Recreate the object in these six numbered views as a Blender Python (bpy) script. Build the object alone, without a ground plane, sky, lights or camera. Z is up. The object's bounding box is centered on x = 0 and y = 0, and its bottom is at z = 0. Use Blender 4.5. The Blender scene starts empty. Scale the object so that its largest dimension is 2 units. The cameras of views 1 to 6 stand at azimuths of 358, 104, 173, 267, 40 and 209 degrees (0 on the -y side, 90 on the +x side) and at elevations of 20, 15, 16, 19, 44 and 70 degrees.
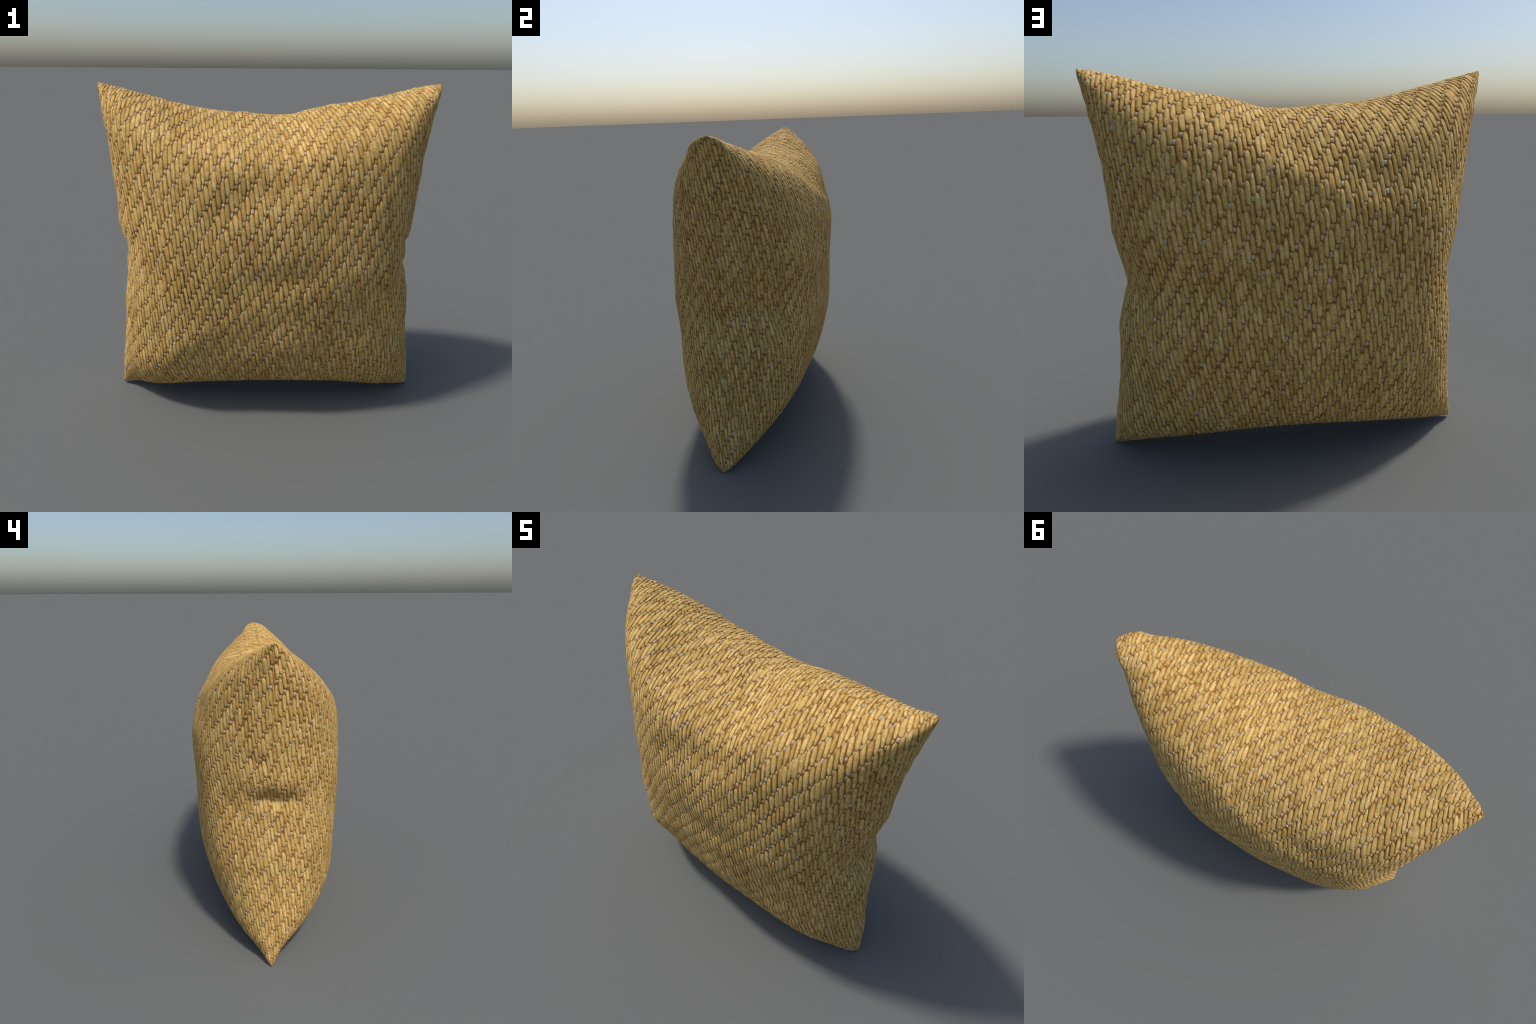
"""A plump square throw cushion in coarse straw-coloured twill.

Two panels are sewn along four seam curves; each panel swells between them.  On each
panel the twill is laid thread by thread: long rounded floats with pale weft showing
between their ends.
"""
import bpy
import math
import numpy as np
from numpy.polynomial import legendre

# ---- shape: corners (bottom left, bottom right, top left, top right), how far each seam
# ---- leaves the straight line between its corners, and low-order swell of each panel
CORNER = [
    [-0.994, 0.019, 0.011],
    [0.989, -0.001, 0.003],
    [-0.980, 0.022, 2.002],
    [0.990, 0.026, 2.000]]
BOTTOM_SEAM_OFFSET = [
    [0.047, 0.010, 0.077],
    [0.001, 0.041, 0.130],
    [-0.042, 0.053, 0.160],
    [-0.107, 0.054, 0.174],
    [-0.100, 0.044, 0.165],
    [-0.009, 0.029, 0.126],
    [0.019, -0.006, 0.060]]
TOP_SEAM_OFFSET = [
    [0.068, 0.000, -0.079],
    [0.065, 0.001, -0.136],
    [0.069, 0.001, -0.163],
    [0.095, -0.000, -0.177],
    [0.030, -0.012, -0.135],
    [0.089, -0.011, -0.083],
    [0.093, -0.016, -0.022]]
LEFT_SEAM_OFFSET = [
    [0.046, -0.026, 0.056],
    [0.077, -0.018, 0.046],
    [0.095, -0.020, 0.022],
    [0.113, -0.013, -0.043],
    [0.092, -0.013, -0.077],
    [0.067, -0.003, -0.116],
    [0.036, -0.004, -0.022]]
RIGHT_SEAM_OFFSET = [
    [-0.026, -0.007, -0.034],
    [-0.070, -0.001, -0.021],
    [-0.093, 0.009, 0.008],
    [-0.137, -0.020, -0.028],
    [-0.104, 0.001, -0.030],
    [-0.079, -0.008, 0.033],
    [-0.035, -0.003, 0.061]]
FRONT_SWELL = [
    [0.568, 0.031, 0.077, 0.035, -0.008, 0.012],
    [-0.130, -0.043, -0.075, -0.007, -0.015, -0.001],
    [-0.041, -0.016, -0.026, 0.013, 0.002, 0.003],
    [-0.052, 0.016, 0.019, -0.004, -0.014, -0.001],
    [-0.017, 0.009, -0.020, 0.004, 0.005, -0.002],
    [0.003, 0.001, -0.000, 0.004, 0.004, 0.000]]
BACK_SWELL = [
    [0.547, -0.012, 0.044, -0.066, -0.020, -0.025],
    [-0.115, -0.069, -0.049, -0.015, -0.001, 0.003],
    [0.079, -0.008, -0.057, -0.004, -0.008, -0.000],
    [-0.083, -0.022, 0.024, 0.015, -0.002, -0.003],
    [0.017, 0.017, -0.013, -0.009, 0.005, 0.000],
    [-0.002, -0.000, 0.004, 0.000, -0.002, 0.004]]
FRONT_PUFF = [
    [-0.013, -0.026, -0.014, 0.014],
    [0.020, -0.000, -0.014, 0.011],
    [0.137, 0.001, -0.012, 0.010],
    [-0.159, 0.080, -0.014, 0.002]]
BACK_PUFF = [
    [-0.153, -0.109, -0.103, 0.003],
    [-0.037, 0.018, -0.017, -0.007],
    [0.017, -0.006, -0.010, 0.001],
    [-0.015, 0.022, -0.041, 0.004]]
TIP_SWELL = [
    [-0.403, 0.252, -0.159, 0.385],
    [-0.311, -0.037, -0.131, 0.330]]
SWELL_POWER = (0.411, 0.417)

PITCH = 0.0212  # width of one thread column
PERIOD = 0.127  # float plus gap along a column
STITCH_SLANT = 0.095 
STITCH_HEIGHT = 0.0050 
DOT_HEIGHT = 0.0032 
SINK = 0.002 

PUCKER = 0.010            # height of the puckers beside the seams

# soft dents (positive depth) and ridges (negative): side (-1 front, 1 back), centre a, b on the
# panel (-1..1), direction in degrees, half length, half width, depth
FOLDS = [
    (-1, 0.05, 0.45, 14, 0.28, 0.09, 0.022), (-1, -0.19, 0.61, 5, 0.18, 0.12, -0.012),
    (-1, -0.22, 0.32, 45, 0.16, 0.07, 0.010), (-1, 0.06, 0.00, 8, 0.22, 0.09, 0.032),
    (-1, -0.49, -0.43, 46, 0.20, 0.07, -0.013), (-1, -0.35, -0.46, 46, 0.18, 0.08, 0.012),
    (-1, -0.20, 0.83, 10, 0.17, 0.06, 0.016), (-1, -0.70, 0.14, 50, 0.10, 0.05, 0.012),
    (1, -0.77, 0.02, 35, 0.09, 0.04, 0.012),
    (-1, 0.88, 0.08, -30, 0.11, 0.035, 0.018), (-1, 0.80, -0.05, 20, 0.11, 0.04, 0.016),
    (1, -0.27, 0.45, 0, 0.14, 0.09, 0.014), (1, 0.02, 0.60, -10, 0.24, 0.12, 0.022),
    (1, -0.16, 0.29, -12, 0.22, 0.10, -0.010), (1, -0.50, 0.48, 20, 0.14, 0.10, 0.010),
    (1, 0.03, 0.49, 26, 0.28, 0.055, -0.011), (-1, 0.42, 0.40, 28, 0.20, 0.08, 0.010),
    (-1, 0.42, -0.32, 45, 0.24, 0.09, 0.011), (-1, -0.05, -0.30, 40, 0.24, 0.09, 0.009),
]

# folds across a side seam: side (-1 left, 1 right), height, half width, smile, reach, depth
SEAM_PINCHES = [
    (-1, 1.08, 0.052, 0.55, 0.17, 0.032), (-1, 1.20, 0.090, 0.4, 0.24, -0.010),
    (1, 0.96, 0.050, 0.5, 0.14, 0.012),
]

STRAW_TONES = [(0.0, (0.50, 0.325, 0.098)), (0.5, (0.58, 0.392, 0.130)), (1.0, (0.67, 0.476, 0.186))]
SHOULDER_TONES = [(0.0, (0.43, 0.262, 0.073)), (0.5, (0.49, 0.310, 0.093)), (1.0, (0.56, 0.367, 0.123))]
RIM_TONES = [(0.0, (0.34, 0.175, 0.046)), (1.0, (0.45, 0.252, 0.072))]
PALE_TONES = [(0.0, (0.42, 0.28, 0.10)), (0.6, (0.46, 0.34, 0.17)), (0.85, (0.46, 0.39, 0.27)), (1.0, (0.50, 0.44, 0.35))]
BACKING_TONES = [(0.0, (0.30, 0.145, 0.046)), (1.0, (0.30, 0.145, 0.046))]

# ------------------------------------------------------------------ seam curves
KNOT = np.linspace(-1.0, 1.0, 9)


def spline_weights(t):
    """Weights of a natural cubic spline through the 7 inner knots (zero at both ends)."""
    n, h = 9, 0.25
    left, right = np.zeros((n, n)), np.zeros((n, n))
    left[0, 0] = left[-1, -1] = 1
    for i in range(1, n - 1):
        left[i, i - 1:i + 2] = (1, 4, 1)
        right[i, i - 1:i + 2] = (6 / h**2, -12 / h**2, 6 / h**2)
    second = np.linalg.solve(left, right)
    t = np.asarray(t, float)
    i = np.clip(((t + 1) / h).astype(int), 0, n - 2)
    a = (KNOT[i + 1] - t) / h
    b = 1 - a
    w = np.zeros(t.shape + (n,))
    for k in range(n):
        w[..., k] = (a * (i == k) + b * (i + 1 == k)
                     + ((a**3 - a) * second[i, k] + (b**3 - b) * second[i + 1, k]) * h * h / 6)
    return w[..., 1:-1]


def waves(t, n):
    return np.stack([legendre.legval(t, np.eye(n)[k]) for k in range(n)], -1)


def panel_surface(u, v, side):
    """Point of one cushion panel; u runs left to right, v from the bottom seam to the top seam."""
    c = np.array(CORNER)
    U, V = ((1 + u) / 2)[..., None], ((1 + v) / 2)[..., None]
    wu, wv = spline_weights(u), spline_weights(v)
    P = (1 - U) * (1 - V) * c[0] + U * (1 - V) * c[1] + (1 - U) * V * c[2] + U * V * c[3]
    P = P + (1 - V) * (wu @ np.array(BOTTOM_SEAM_OFFSET)) + V * (wu @ np.array(TOP_SEAM_OFFSET))
    P = P + (1 - U) * (wv @ np.array(LEFT_SEAM_OFFSET)) + U * (wv @ np.array(RIGHT_SEAM_OFFSET))
    eu, ev = np.clip(1 - u * u, 0, None), np.clip(1 - v * v, 0, None)
    swell = np.array(FRONT_SWELL if side < 0 else BACK_SWELL)
    depth = np.einsum('...i,...j,ij->...', waves(u, 6), waves(v, 6), swell)
    for plump, (cu, cv) in zip(TIP_SWELL[0 if side < 0 else 1], ((-1, -1), (1, -1), (-1, 1), (1, 1))):
        depth = depth + plump * np.exp(-((u - cu)**2 + (v - cv)**2) / 0.12**2)
    P[..., 1] += side * depth * eu**SWELL_POWER[0] * ev**SWELL_POWER[1]
    puff = np.array(FRONT_PUFF if side < 0 else BACK_PUFF)
    pu, pv = waves(u, 4), waves(v, 4)
    gu, gv = 2 * u**4 * np.sqrt(eu) * ev, 2 * v**4 * np.sqrt(ev) * eu
    P[..., 0] += gu * np.where(u < 0, -(pv @ puff[0]), pv @ puff[1])
    P[..., 2] += gv * np.where(v < 0, -(pu @ puff[2]), pu @ puff[3])
    return P


# ------------------------------------------------------- cloth grid with even thread spacing
N, COARSE = 281, 57                       # grid points per side of a panel: fine, coarse


def spread(u, v, side, rounds=6):
    """Even out the spacing of the grid lines, measured on the surface."""
    def even(s, x):
        return np.interp(np.linspace(0, 1, len(x)), s / s[-1], x)
    for _ in range(rounds):
        for axis in (0, 1):
            P = panel_surface(u, v, side)
            step = np.linalg.norm(np.diff(P, axis=axis), axis=2) + 1e-6
            for k in range(len(u)):
                line = np.s_[:, k] if axis == 0 else np.s_[k, :]
                s = np.r_[0, np.cumsum(step[line])]
                u[line], v[line] = even(s, u[line]), even(s, v[line])
            u[0], u[-1], v[:, 0], v[:, -1] = -1, 1, -1, 1
    return u, v


def thread_fields(P):
    """Where the threads run: two harmonic fields over the panel, so that the columns meet the
    top and bottom seams squarely and the rows meet the side seams squarely."""
    n = len(P)
    idx = np.arange(n * n).reshape(n, n)
    X = P.reshape(-1, 3)
    q = [idx[:-1, :-1].ravel(), idx[1:, :-1].ravel(), idx[1:, 1:].ravel(), idx[:-1, 1:].ravel()]
    tri = np.concatenate([np.stack([q[a], q[b], q[c]], 1)
                          for a, b, c in ((0, 1, 2), (0, 2, 3), (0, 1, 3), (1, 2, 3))])
    L = np.zeros((n * n, n * n))
    for k in range(3):
        o, i, j = tri[:, k], tri[:, (k + 1) % 3], tri[:, (k + 2) % 3]
        e, f = X[i] - X[o], X[j] - X[o]
        cot = (e * f).sum(1) / np.maximum(np.linalg.norm(np.cross(e, f), axis=1), 1e-9)
        w = np.clip(cot, -4, 8) / 4
        np.add.at(L, (i, j), -w)
        np.add.at(L, (j, i), -w)
        np.add.at(L, (i, i), w)
        np.add.at(L, (j, j), w)
    out = []
    for low, high in ((idx[0], idx[-1]), (idx[:, 0], idx[:, -1])):
        A, rhs = L.copy(), np.zeros(n * n)
        for ring, val in ((low, -1.0), (high, 1.0)):
            A[ring] = 0
            A[ring, ring] = 1
            rhs[ring] = val
        out.append(np.linalg.solve(A, rhs).reshape(n, n))
    return out


def lookup(G, x, y):
    """Bilinear value of grid G at x, y in -1..1."""
    n = len(G)
    x, y = (np.clip(x, -1, 1) + 1) / 2 * (n - 1), (np.clip(y, -1, 1) + 1) / 2 * (n - 1)
    i, j = np.minimum(x.astype(int), n - 2), np.minimum(y.astype(int), n - 2)
    fx, fy = x - i, y - j
    return ((1 - fx) * (1 - fy) * G[i, j] + fx * (1 - fy) * G[i + 1, j]
            + (1 - fx) * fy * G[i, j + 1] + fx * fy * G[i + 1, j + 1])


def cloth_grid(side):
    """Panel points on a grid whose lines follow the threads of the cloth."""
    t = np.linspace(-1, 1, COARSE)
    t = 0.6 * np.sin(t * np.pi / 2) + 0.4 * t
    u, v = spread(*np.meshgrid(t, t, indexing='ij'), side)
    fa, fb = thread_fields(panel_surface(u, v, side))
    A, B = np.meshgrid(np.linspace(-1, 1, N), np.linspace(-1, 1, N), indexing='ij')
    x, y = A.copy(), B.copy()                  # grid place where the fields take the values A, B
    for _ in range(60):
        x = np.clip(x + 0.6 * (A - lookup(fa, x, y)), -1, 1)
        y = np.clip(y + 0.6 * (B - lookup(fb, x, y)), -1, 1)
    def soft(w):                               # coordinate in which the steep side walls are even
        return np.sign(w) * (1 - np.clip(1 - abs(w), 0, 1)**0.45)

    def hard(p):
        return np.sign(p) * (1 - np.clip(1 - abs(p), 0, 1)**(1 / 0.45))
    uu, vv = hard(lookup(soft(u), x, y)), hard(lookup(soft(v), x, y))
    uu[0], uu[-1], vv[:, 0], vv[:, -1] = -1, 1, -1, 1
    return uu, vv


def sewn_grids():
    """Grids of both panels, eased so that they share their points along the seams."""
    grids = {side: cloth_grid(side) for side in (-1, 1)}
    fade = np.clip(1 - np.linspace(0, 1, N) / 0.25, 0, 1)**2
    out = {}
    for side in (-1, 1):
        (u, v), (u2, v2) = grids[side], grids[-side]
        du0, du1 = (u2[:, 0] - u[:, 0]) / 2, (u2[:, -1] - u[:, -1]) / 2
        dv0, dv1 = (v2[0] - v[0]) / 2, (v2[-1] - v[-1]) / 2
        u = u + du0[:, None] * fade[None] + du1[:, None] * fade[None, ::-1]
        v = v + dv0[None] * fade[:, None] + dv1[None] * fade[::-1, None]
        out[side] = panel_surface(u, v, side)
    return out


def grid_normals(P, side):
    n = np.cross(np.gradient(P, axis=0), np.gradient(P, axis=1))
    n = n / np.maximum(np.linalg.norm(n, axis=2, keepdims=True), 1e-9)
    return n if side < 0 else -n


# FOLD: side, centre a, centre b, direction (degrees), half length, half width, depth
def fold_cloth(P, side):
    n = grid_normals(P, side)
    a, b = np.meshgrid(np.linspace(-1, 1, N), np.linspace(-1, 1, N), indexing='ij')
    lift = np.zeros((N, N))
    for s, ca, cb, ang, length, width, depth in FOLDS:
        if s != side:
            continue
        ca_, sa_ = math.cos(math.radians(ang)), math.sin(math.radians(ang))
        p, q = (a - ca) * ca_ + (b - cb) * sa_, -(a - ca) * sa_ + (b - cb) * ca_
        lift -= depth * np.exp(-(p / length)**2 - (q / width)**2)
    prng = np.random.default_rng(3 if side < 0 else 4)
    for edge, along in ((1 + a, b), (1 - a, b), (1 + b, a), (1 - b, a)):      # small puckers along the seams
        wave = sum(np.sin(f * along + prng.uniform(0, 6.28)) for f in (17, 26, 37, 53)) / 4
        lift += PUCKER * wave * np.exp(-edge / 0.10) * np.clip((1 - along**2) * 3, 0, 1)
    for sx, z0, width, smile, reach, depth in SEAM_PINCHES:       # folds that run across a side seam
        edge = 1 + a if sx < 0 else 1 - a
        y = P[..., 1]
        z = P[..., 2] - z0 - smile * y**2 - 0.014 * np.sin(21 * y + 1) - 0.008 * np.sin(43 * y)
        P = P.copy()
        P[..., 0] -= sx * depth * (1 + 0.45 * np.sin(11 * y + 2)) * np.exp(-(z / width)**2 - (edge / reach)**2)
    keep = np.clip((1 - np.maximum(abs(a), abs(b))) * 14, 0, 1)
    return P + n * (lift * keep)[..., None]


class Cloth:
    def __init__(self, side, grid):
        self.side = side
        self.P = fold_cloth(grid, side)
        self.N = grid_normals(self.P, side)
        self.width = np.linalg.norm(np.diff(self.P, axis=0), axis=2).sum(0).max()
        self.height = np.linalg.norm(np.diff(self.P, axis=1), axis=2).sum(1).max()

    def at(self, a, b):
        """Position and normal at cloth coordinates a, b in 0..1."""
        x, y = np.clip(a, 0, 1) * (N - 1), np.clip(b, 0, 1) * (N - 1)
        i, j = np.minimum(x.astype(int), N - 2), np.minimum(y.astype(int), N - 2)
        fx, fy = (x - i)[..., None], (y - j)[..., None]

        def mix(G):
            return ((1 - fx) * (1 - fy) * G[i, j] + fx * (1 - fy) * G[i + 1, j]
                    + (1 - fx) * fy * G[i, j + 1] + fx * fy * G[i + 1, j + 1])
        return mix(self.P), mix(self.N)


# ------------------------------------------------------------------ materials
def material(name, build):
    m = bpy.data.materials.new(name)
    m.use_nodes = True
    nt = m.node_tree
    bsdf = nt.nodes['Principled BSDF']
    build(nt, bsdf)
    return m


def ramp(nt, fac, stops):
    r = nt.nodes.new('ShaderNodeValToRGB')
    e = r.color_ramp.elements
    while len(e) < len(stops):
        e.new(0.5)
    for el, (pos, col) in zip(e, stops):
        el.position, el.color = pos, (*col, 1)
    nt.links.new(fac, r.inputs['Fac'])
    return r.outputs['Color']


def fibre(tones, rough=0.85, grain=0.35, spec=0.25):
    """Straw fibre: every piece its own tone, with fine grain along and across."""
    def build(nt, bsdf):
        geo = nt.nodes.new('ShaderNodeNewGeometry')
        tex = nt.nodes.new('ShaderNodeTexCoord')
        base = ramp(nt, geo.outputs['Random Per Island'], tones)
        noise = nt.nodes.new('ShaderNodeTexNoise')
        noise.inputs['Scale'].default_value = 105
        noise.inputs['Detail'].default_value = 3
        nt.links.new(tex.outputs['Object'], noise.inputs['Vector'])
        shade = ramp(nt, noise.outputs['Fac'], [(0.32, (0.74, 0.69, 0.60)), (0.68, (1.16, 1.15, 1.14))])
        mul = nt.nodes.new('ShaderNodeMix')
        mul.data_type, mul.blend_type = 'RGBA', 'MULTIPLY'
        mul.inputs['Factor'].default_value = 0.8
        nt.links.new(base, mul.inputs['A'])
        nt.links.new(shade, mul.inputs['B'])
        patch = nt.nodes.new('ShaderNodeTexNoise')
        patch.inputs['Scale'].default_value = 34
        patch.inputs['Detail'].default_value = 4
        nt.links.new(tex.outputs['Object'], patch.inputs['Vector'])
        tint = ramp(nt, patch.outputs['Fac'], [(0.34, (0.84, 0.81, 0.74)), (0.5, (1.0, 1.0, 1.0)), (0.66, (1.12, 1.13, 1.18))])
        mul2 = nt.nodes.new('ShaderNodeMix')
        mul2.data_type, mul2.blend_type = 'RGBA', 'MULTIPLY'
        mul2.inputs['Factor'].default_value = 1.0
        nt.links.new(mul.outputs['Result'], mul2.inputs['A'])
        nt.links.new(tint, mul2.inputs['B'])
        nt.links.new(mul2.outputs['Result'], bsdf.inputs['Base Color'])
        bump = nt.nodes.new('ShaderNodeBump')
        bump.inputs['Strength'].default_value = grain
        bump.inputs['Distance'].default_value = 0.002
        nt.links.new(noise.outputs['Fac'], bump.inputs['Height'])
        nt.links.new(bump.outputs['Normal'], bsdf.inputs['Normal'])
        bsdf.inputs['Roughness'].default_value = rough
        bsdf.inputs['Specular IOR Level'].default_value = spec
    return build


CROWN = material('straw_crown', fibre(STRAW_TONES))
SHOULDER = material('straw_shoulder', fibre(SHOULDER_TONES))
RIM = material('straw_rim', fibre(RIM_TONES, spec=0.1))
PALE = material('pale_thread', fibre(PALE_TONES))
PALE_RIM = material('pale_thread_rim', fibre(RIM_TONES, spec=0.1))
BACKING = material('backing_cloth', fibre(BACKING_TONES, spec=0.05))


# ------------------------------------------------------------------ mesh helpers
def mesh_object(name, verts, faces, mats, slots, parent, normals=None):
    me = bpy.data.meshes.new(name)
    me.vertices.add(len(verts))
    me.vertices.foreach_set('co', np.asarray(verts, np.float32).ravel())
    faces = np.asarray(faces, np.int32)
    me.loops.add(faces.size)
    me.loops.foreach_set('vertex_index', faces.ravel())
    me.polygons.add(len(faces))
    me.polygons.foreach_set('loop_start', np.arange(len(faces), dtype=np.int32) * 4)
    for m in mats:
        me.materials.append(m)
    me.polygons.foreach_set('material_index', np.asarray(slots, np.int32))
    me.update(calc_edges=True)
    me.shade_smooth()
    if normals is not None:
        me.normals_split_custom_set_from_vertices(np.asarray(normals).tolist())
    ob = bpy.data.objects.new(name, me)
    bpy.context.scene.collection.objects.link(ob)
    ob.parent = parent
    return ob


def grid_faces(nx, ny, flip):
    i, j = np.meshgrid(np.arange(nx - 1), np.arange(ny - 1), indexing='ij')
    k = (i * ny + j).ravel()
    f = np.stack([k, k + ny, k + ny + 1, k + 1], 1)
    return f[:, ::-1] if flip else f


# ------------------------------------------------------------------ the weave
ACROSS = np.array([-1, -0.72, -0.48, 0.0, 0.48, 0.72, 1])      # stitch cross-section stations
ALONG = np.array([-1, -0.96, -0.83, -0.45, 0, 0.45, 0.83, 0.96, 1])
SMALL = np.array([-1, -0.72, 0, 0.72, 1])


def stitch_patch(cloth, a0, b0, half_w, half_l, slant, height, swell, bow, sink):
    """One thread float: rounded bar lying on the cloth, tapering to both ends."""
    t, s = np.meshgrid(ACROSS, ALONG, indexing='ij')
    w = half_w * (1 - abs(s)**3.2 * 0.40) * (1 + swell * s * (1 - s * s))
    a = a0 + (t * w + slant * s + bow * (s * s - 0.4)) / cloth.width
    b = b0 + s * half_l * np.sqrt(1 - 0.34 * t * t * abs(s)**2) / cloth.height
    inside = np.clip(np.minimum(np.minimum(a, 1 - a) * cloth.width, np.minimum(b, 1 - b) * cloth.height) / 0.002, 0, 1)
    P, n = cloth.at(a, b)
    h = height * np.sqrt(np.clip(1 - abs(t)**2.6, 0, 1)) * np.sqrt(np.clip(1 - 0.55 * abs(s)**3 - 0.45 * abs(s)**12, 0, 1))
    return P + n * (h * inside - sink)[..., None]


def weave_panel(cloth, panel, rng):
    flip = cloth.side > 0
    cols = int(round(cloth.width / PITCH))
    period = cloth.height / round(cloth.height / PERIOD)
    sf = grid_faces(len(ACROSS), len(ALONG), flip)
    nx, ny = len(ACROSS), len(ALONG)
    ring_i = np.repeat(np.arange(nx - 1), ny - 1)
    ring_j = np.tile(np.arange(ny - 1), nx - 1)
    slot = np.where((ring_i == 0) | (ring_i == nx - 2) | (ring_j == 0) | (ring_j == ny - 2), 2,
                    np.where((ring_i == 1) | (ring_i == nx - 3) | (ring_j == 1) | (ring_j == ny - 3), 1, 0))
    edges = np.cumsum(np.r_[0, rng.uniform(0.80, 1.20, cols)])
    edges = edges / edges[-1]
    stitches, dots = [], []
    wob = rng.uniform(0, 6.28, 8)
    edges = np.r_[-1 / cols, edges, 1 + 1 / cols]          # one more column past each side, cut off by the seam
    for c in range(cols + 2):
        mirror = 1 if cloth.side < 0 else -1
        k = c if mirror > 0 else cols + 1 - c          # twill climbs to the right seen from outside
        a0 = (edges[c] + edges[c + 1]) / 2
        half_w = (edges[c + 1] - edges[c]) / 2 * cloth.width
        phase = 0.25 * k + 0.05 * math.sin(k * 0.37 + wob[0]) + rng.normal(0, 0.024)
        for r in range(-2, int(cloth.height / period) + 3):
            drift = 0.05 * math.sin(0.9 * r + 0.21 * k + wob[1]) + rng.normal(0, 0.018)
            mid = (r + (phase % 1.0) + drift) * period
            top = mid + (0.41 + rng.normal(0, 0.028)) * period
            bot = mid - (0.41 + rng.normal(0, 0.028)) * period
            gap_lo = bot - 0.09 * period
            da = 0.006 * math.sin(0.55 * r + wob[2] + 0.05 * k) / cloth.width
            fat = 1.0
            if rng.random() < 0.05:
                fat = rng.uniform(1.2, 1.45)
            lo, hi = bot, top
            if hi > 0.008 and lo < cloth.height - 0.008:
                patch = stitch_patch(cloth, a0 + da, (lo + hi) / 2 / cloth.height,
                                     half_w * 1.34 * fat * rng.uniform(0.92, 1.06), (hi - lo) / 2,
                                     -mirror * STITCH_SLANT * (hi - lo) / 2 * rng.uniform(0.7, 1.3),
                                     STITCH_HEIGHT * rng.uniform(0.8, 1.2) * (1.1 if fat > 1 else 1),
                                     rng.normal(0, 0.16), rng.normal(0, 0.0016), SINK)
                stitches.append(((hi - lo) * half_w * fat, patch.reshape(-1, 3)))
            if 0.0 < gap_lo < cloth.height and 0 < c < cols + 1:
                t, s = np.meshgrid(SMALL, SMALL, indexing='ij')
                hw = half_w * rng.uniform(0.65, 0.95)
                hl = rng.uniform(0.08, 0.11) * period
                a = a0 + da + t * hw * np.sqrt(1 - 0.35 * s * s) / cloth.width
                b = gap_lo / cloth.height + s * hl * np.sqrt(1 - 0.35 * t * t) / cloth.height
                P, n = cloth.at(a, b)
                h = DOT_HEIGHT * np.sqrt(np.clip(1 - t**2 * 0.9, 0, 1) * np.clip(1 - s**4, 0, 1))
                dots.append((P + n * (h - SINK)[..., None]).reshape(-1, 3))
    order = np.argsort([-x[0] for x in stitches], kind='stable')
    named, rest = order[:150], order[150:]
    for i in named:
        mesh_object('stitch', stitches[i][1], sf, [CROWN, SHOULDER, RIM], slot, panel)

    def joined(name, pieces, faces, mats, slots):
        n = len(pieces[0])
        verts = np.concatenate(pieces)
        ff = np.concatenate([faces + n * k for k in range(len(pieces))])
        ob = mesh_object(name, verts, ff, mats, np.tile(slots, len(pieces)), panel)
        ob['kind'] = 'stuff'
        return ob
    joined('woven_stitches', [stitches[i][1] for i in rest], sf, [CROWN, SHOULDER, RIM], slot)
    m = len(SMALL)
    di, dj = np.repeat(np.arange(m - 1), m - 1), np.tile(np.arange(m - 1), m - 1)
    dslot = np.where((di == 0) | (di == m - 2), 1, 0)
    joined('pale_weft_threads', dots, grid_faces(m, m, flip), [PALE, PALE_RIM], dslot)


# ------------------------------------------------------------------ assemble
cushion = bpy.data.objects.new('woven_cushion', None)
bpy.context.scene.collection.objects.link(cushion)
cushion['label'] = 'plump square straw-coloured cushion with coarse twill weave'
cushion['category'] = 'throw pillow'

cloths = {side: Cloth(side, grid) for side, grid in sewn_grids().items()}
centre = np.concatenate([c.P.reshape(-1, 3) for c in cloths.values()])
shift = np.array([*(-(centre.min(0) + centre.max(0))[:2] / 2), 0.001 - centre[:, 2].min()])
for c in cloths.values():
    c.P = c.P + shift
BORDERS = (np.s_[0, :], np.s_[-1, :], np.s_[:, 0], np.s_[:, -1])
for sel in BORDERS:                                 # one smooth skin: share normals along the seam
    shared = cloths[-1].N[sel] + cloths[1].N[sel]
    shared = shared / np.maximum(np.linalg.norm(shared, axis=-1, keepdims=True), 1e-9)
    cloths[-1].N[sel] = cloths[1].N[sel] = shared
rng = np.random.default_rng(7)
for side, name in ((-1, 'front_panel'), (1, 'back_panel')):
    cl = cloths[side]
    base = cl.P - cl.N * (SINK + 0.0008)
    panel = mesh_object(name, base.reshape(-1, 3), grid_faces(N, N, side > 0), [BACKING],
                        np.zeros((N - 1)**2), cushion, cl.N.reshape(-1, 3))
    weave_panel(cl, panel, rng)
print('cloth size', [(c.width, c.height) for c in cloths.values()])
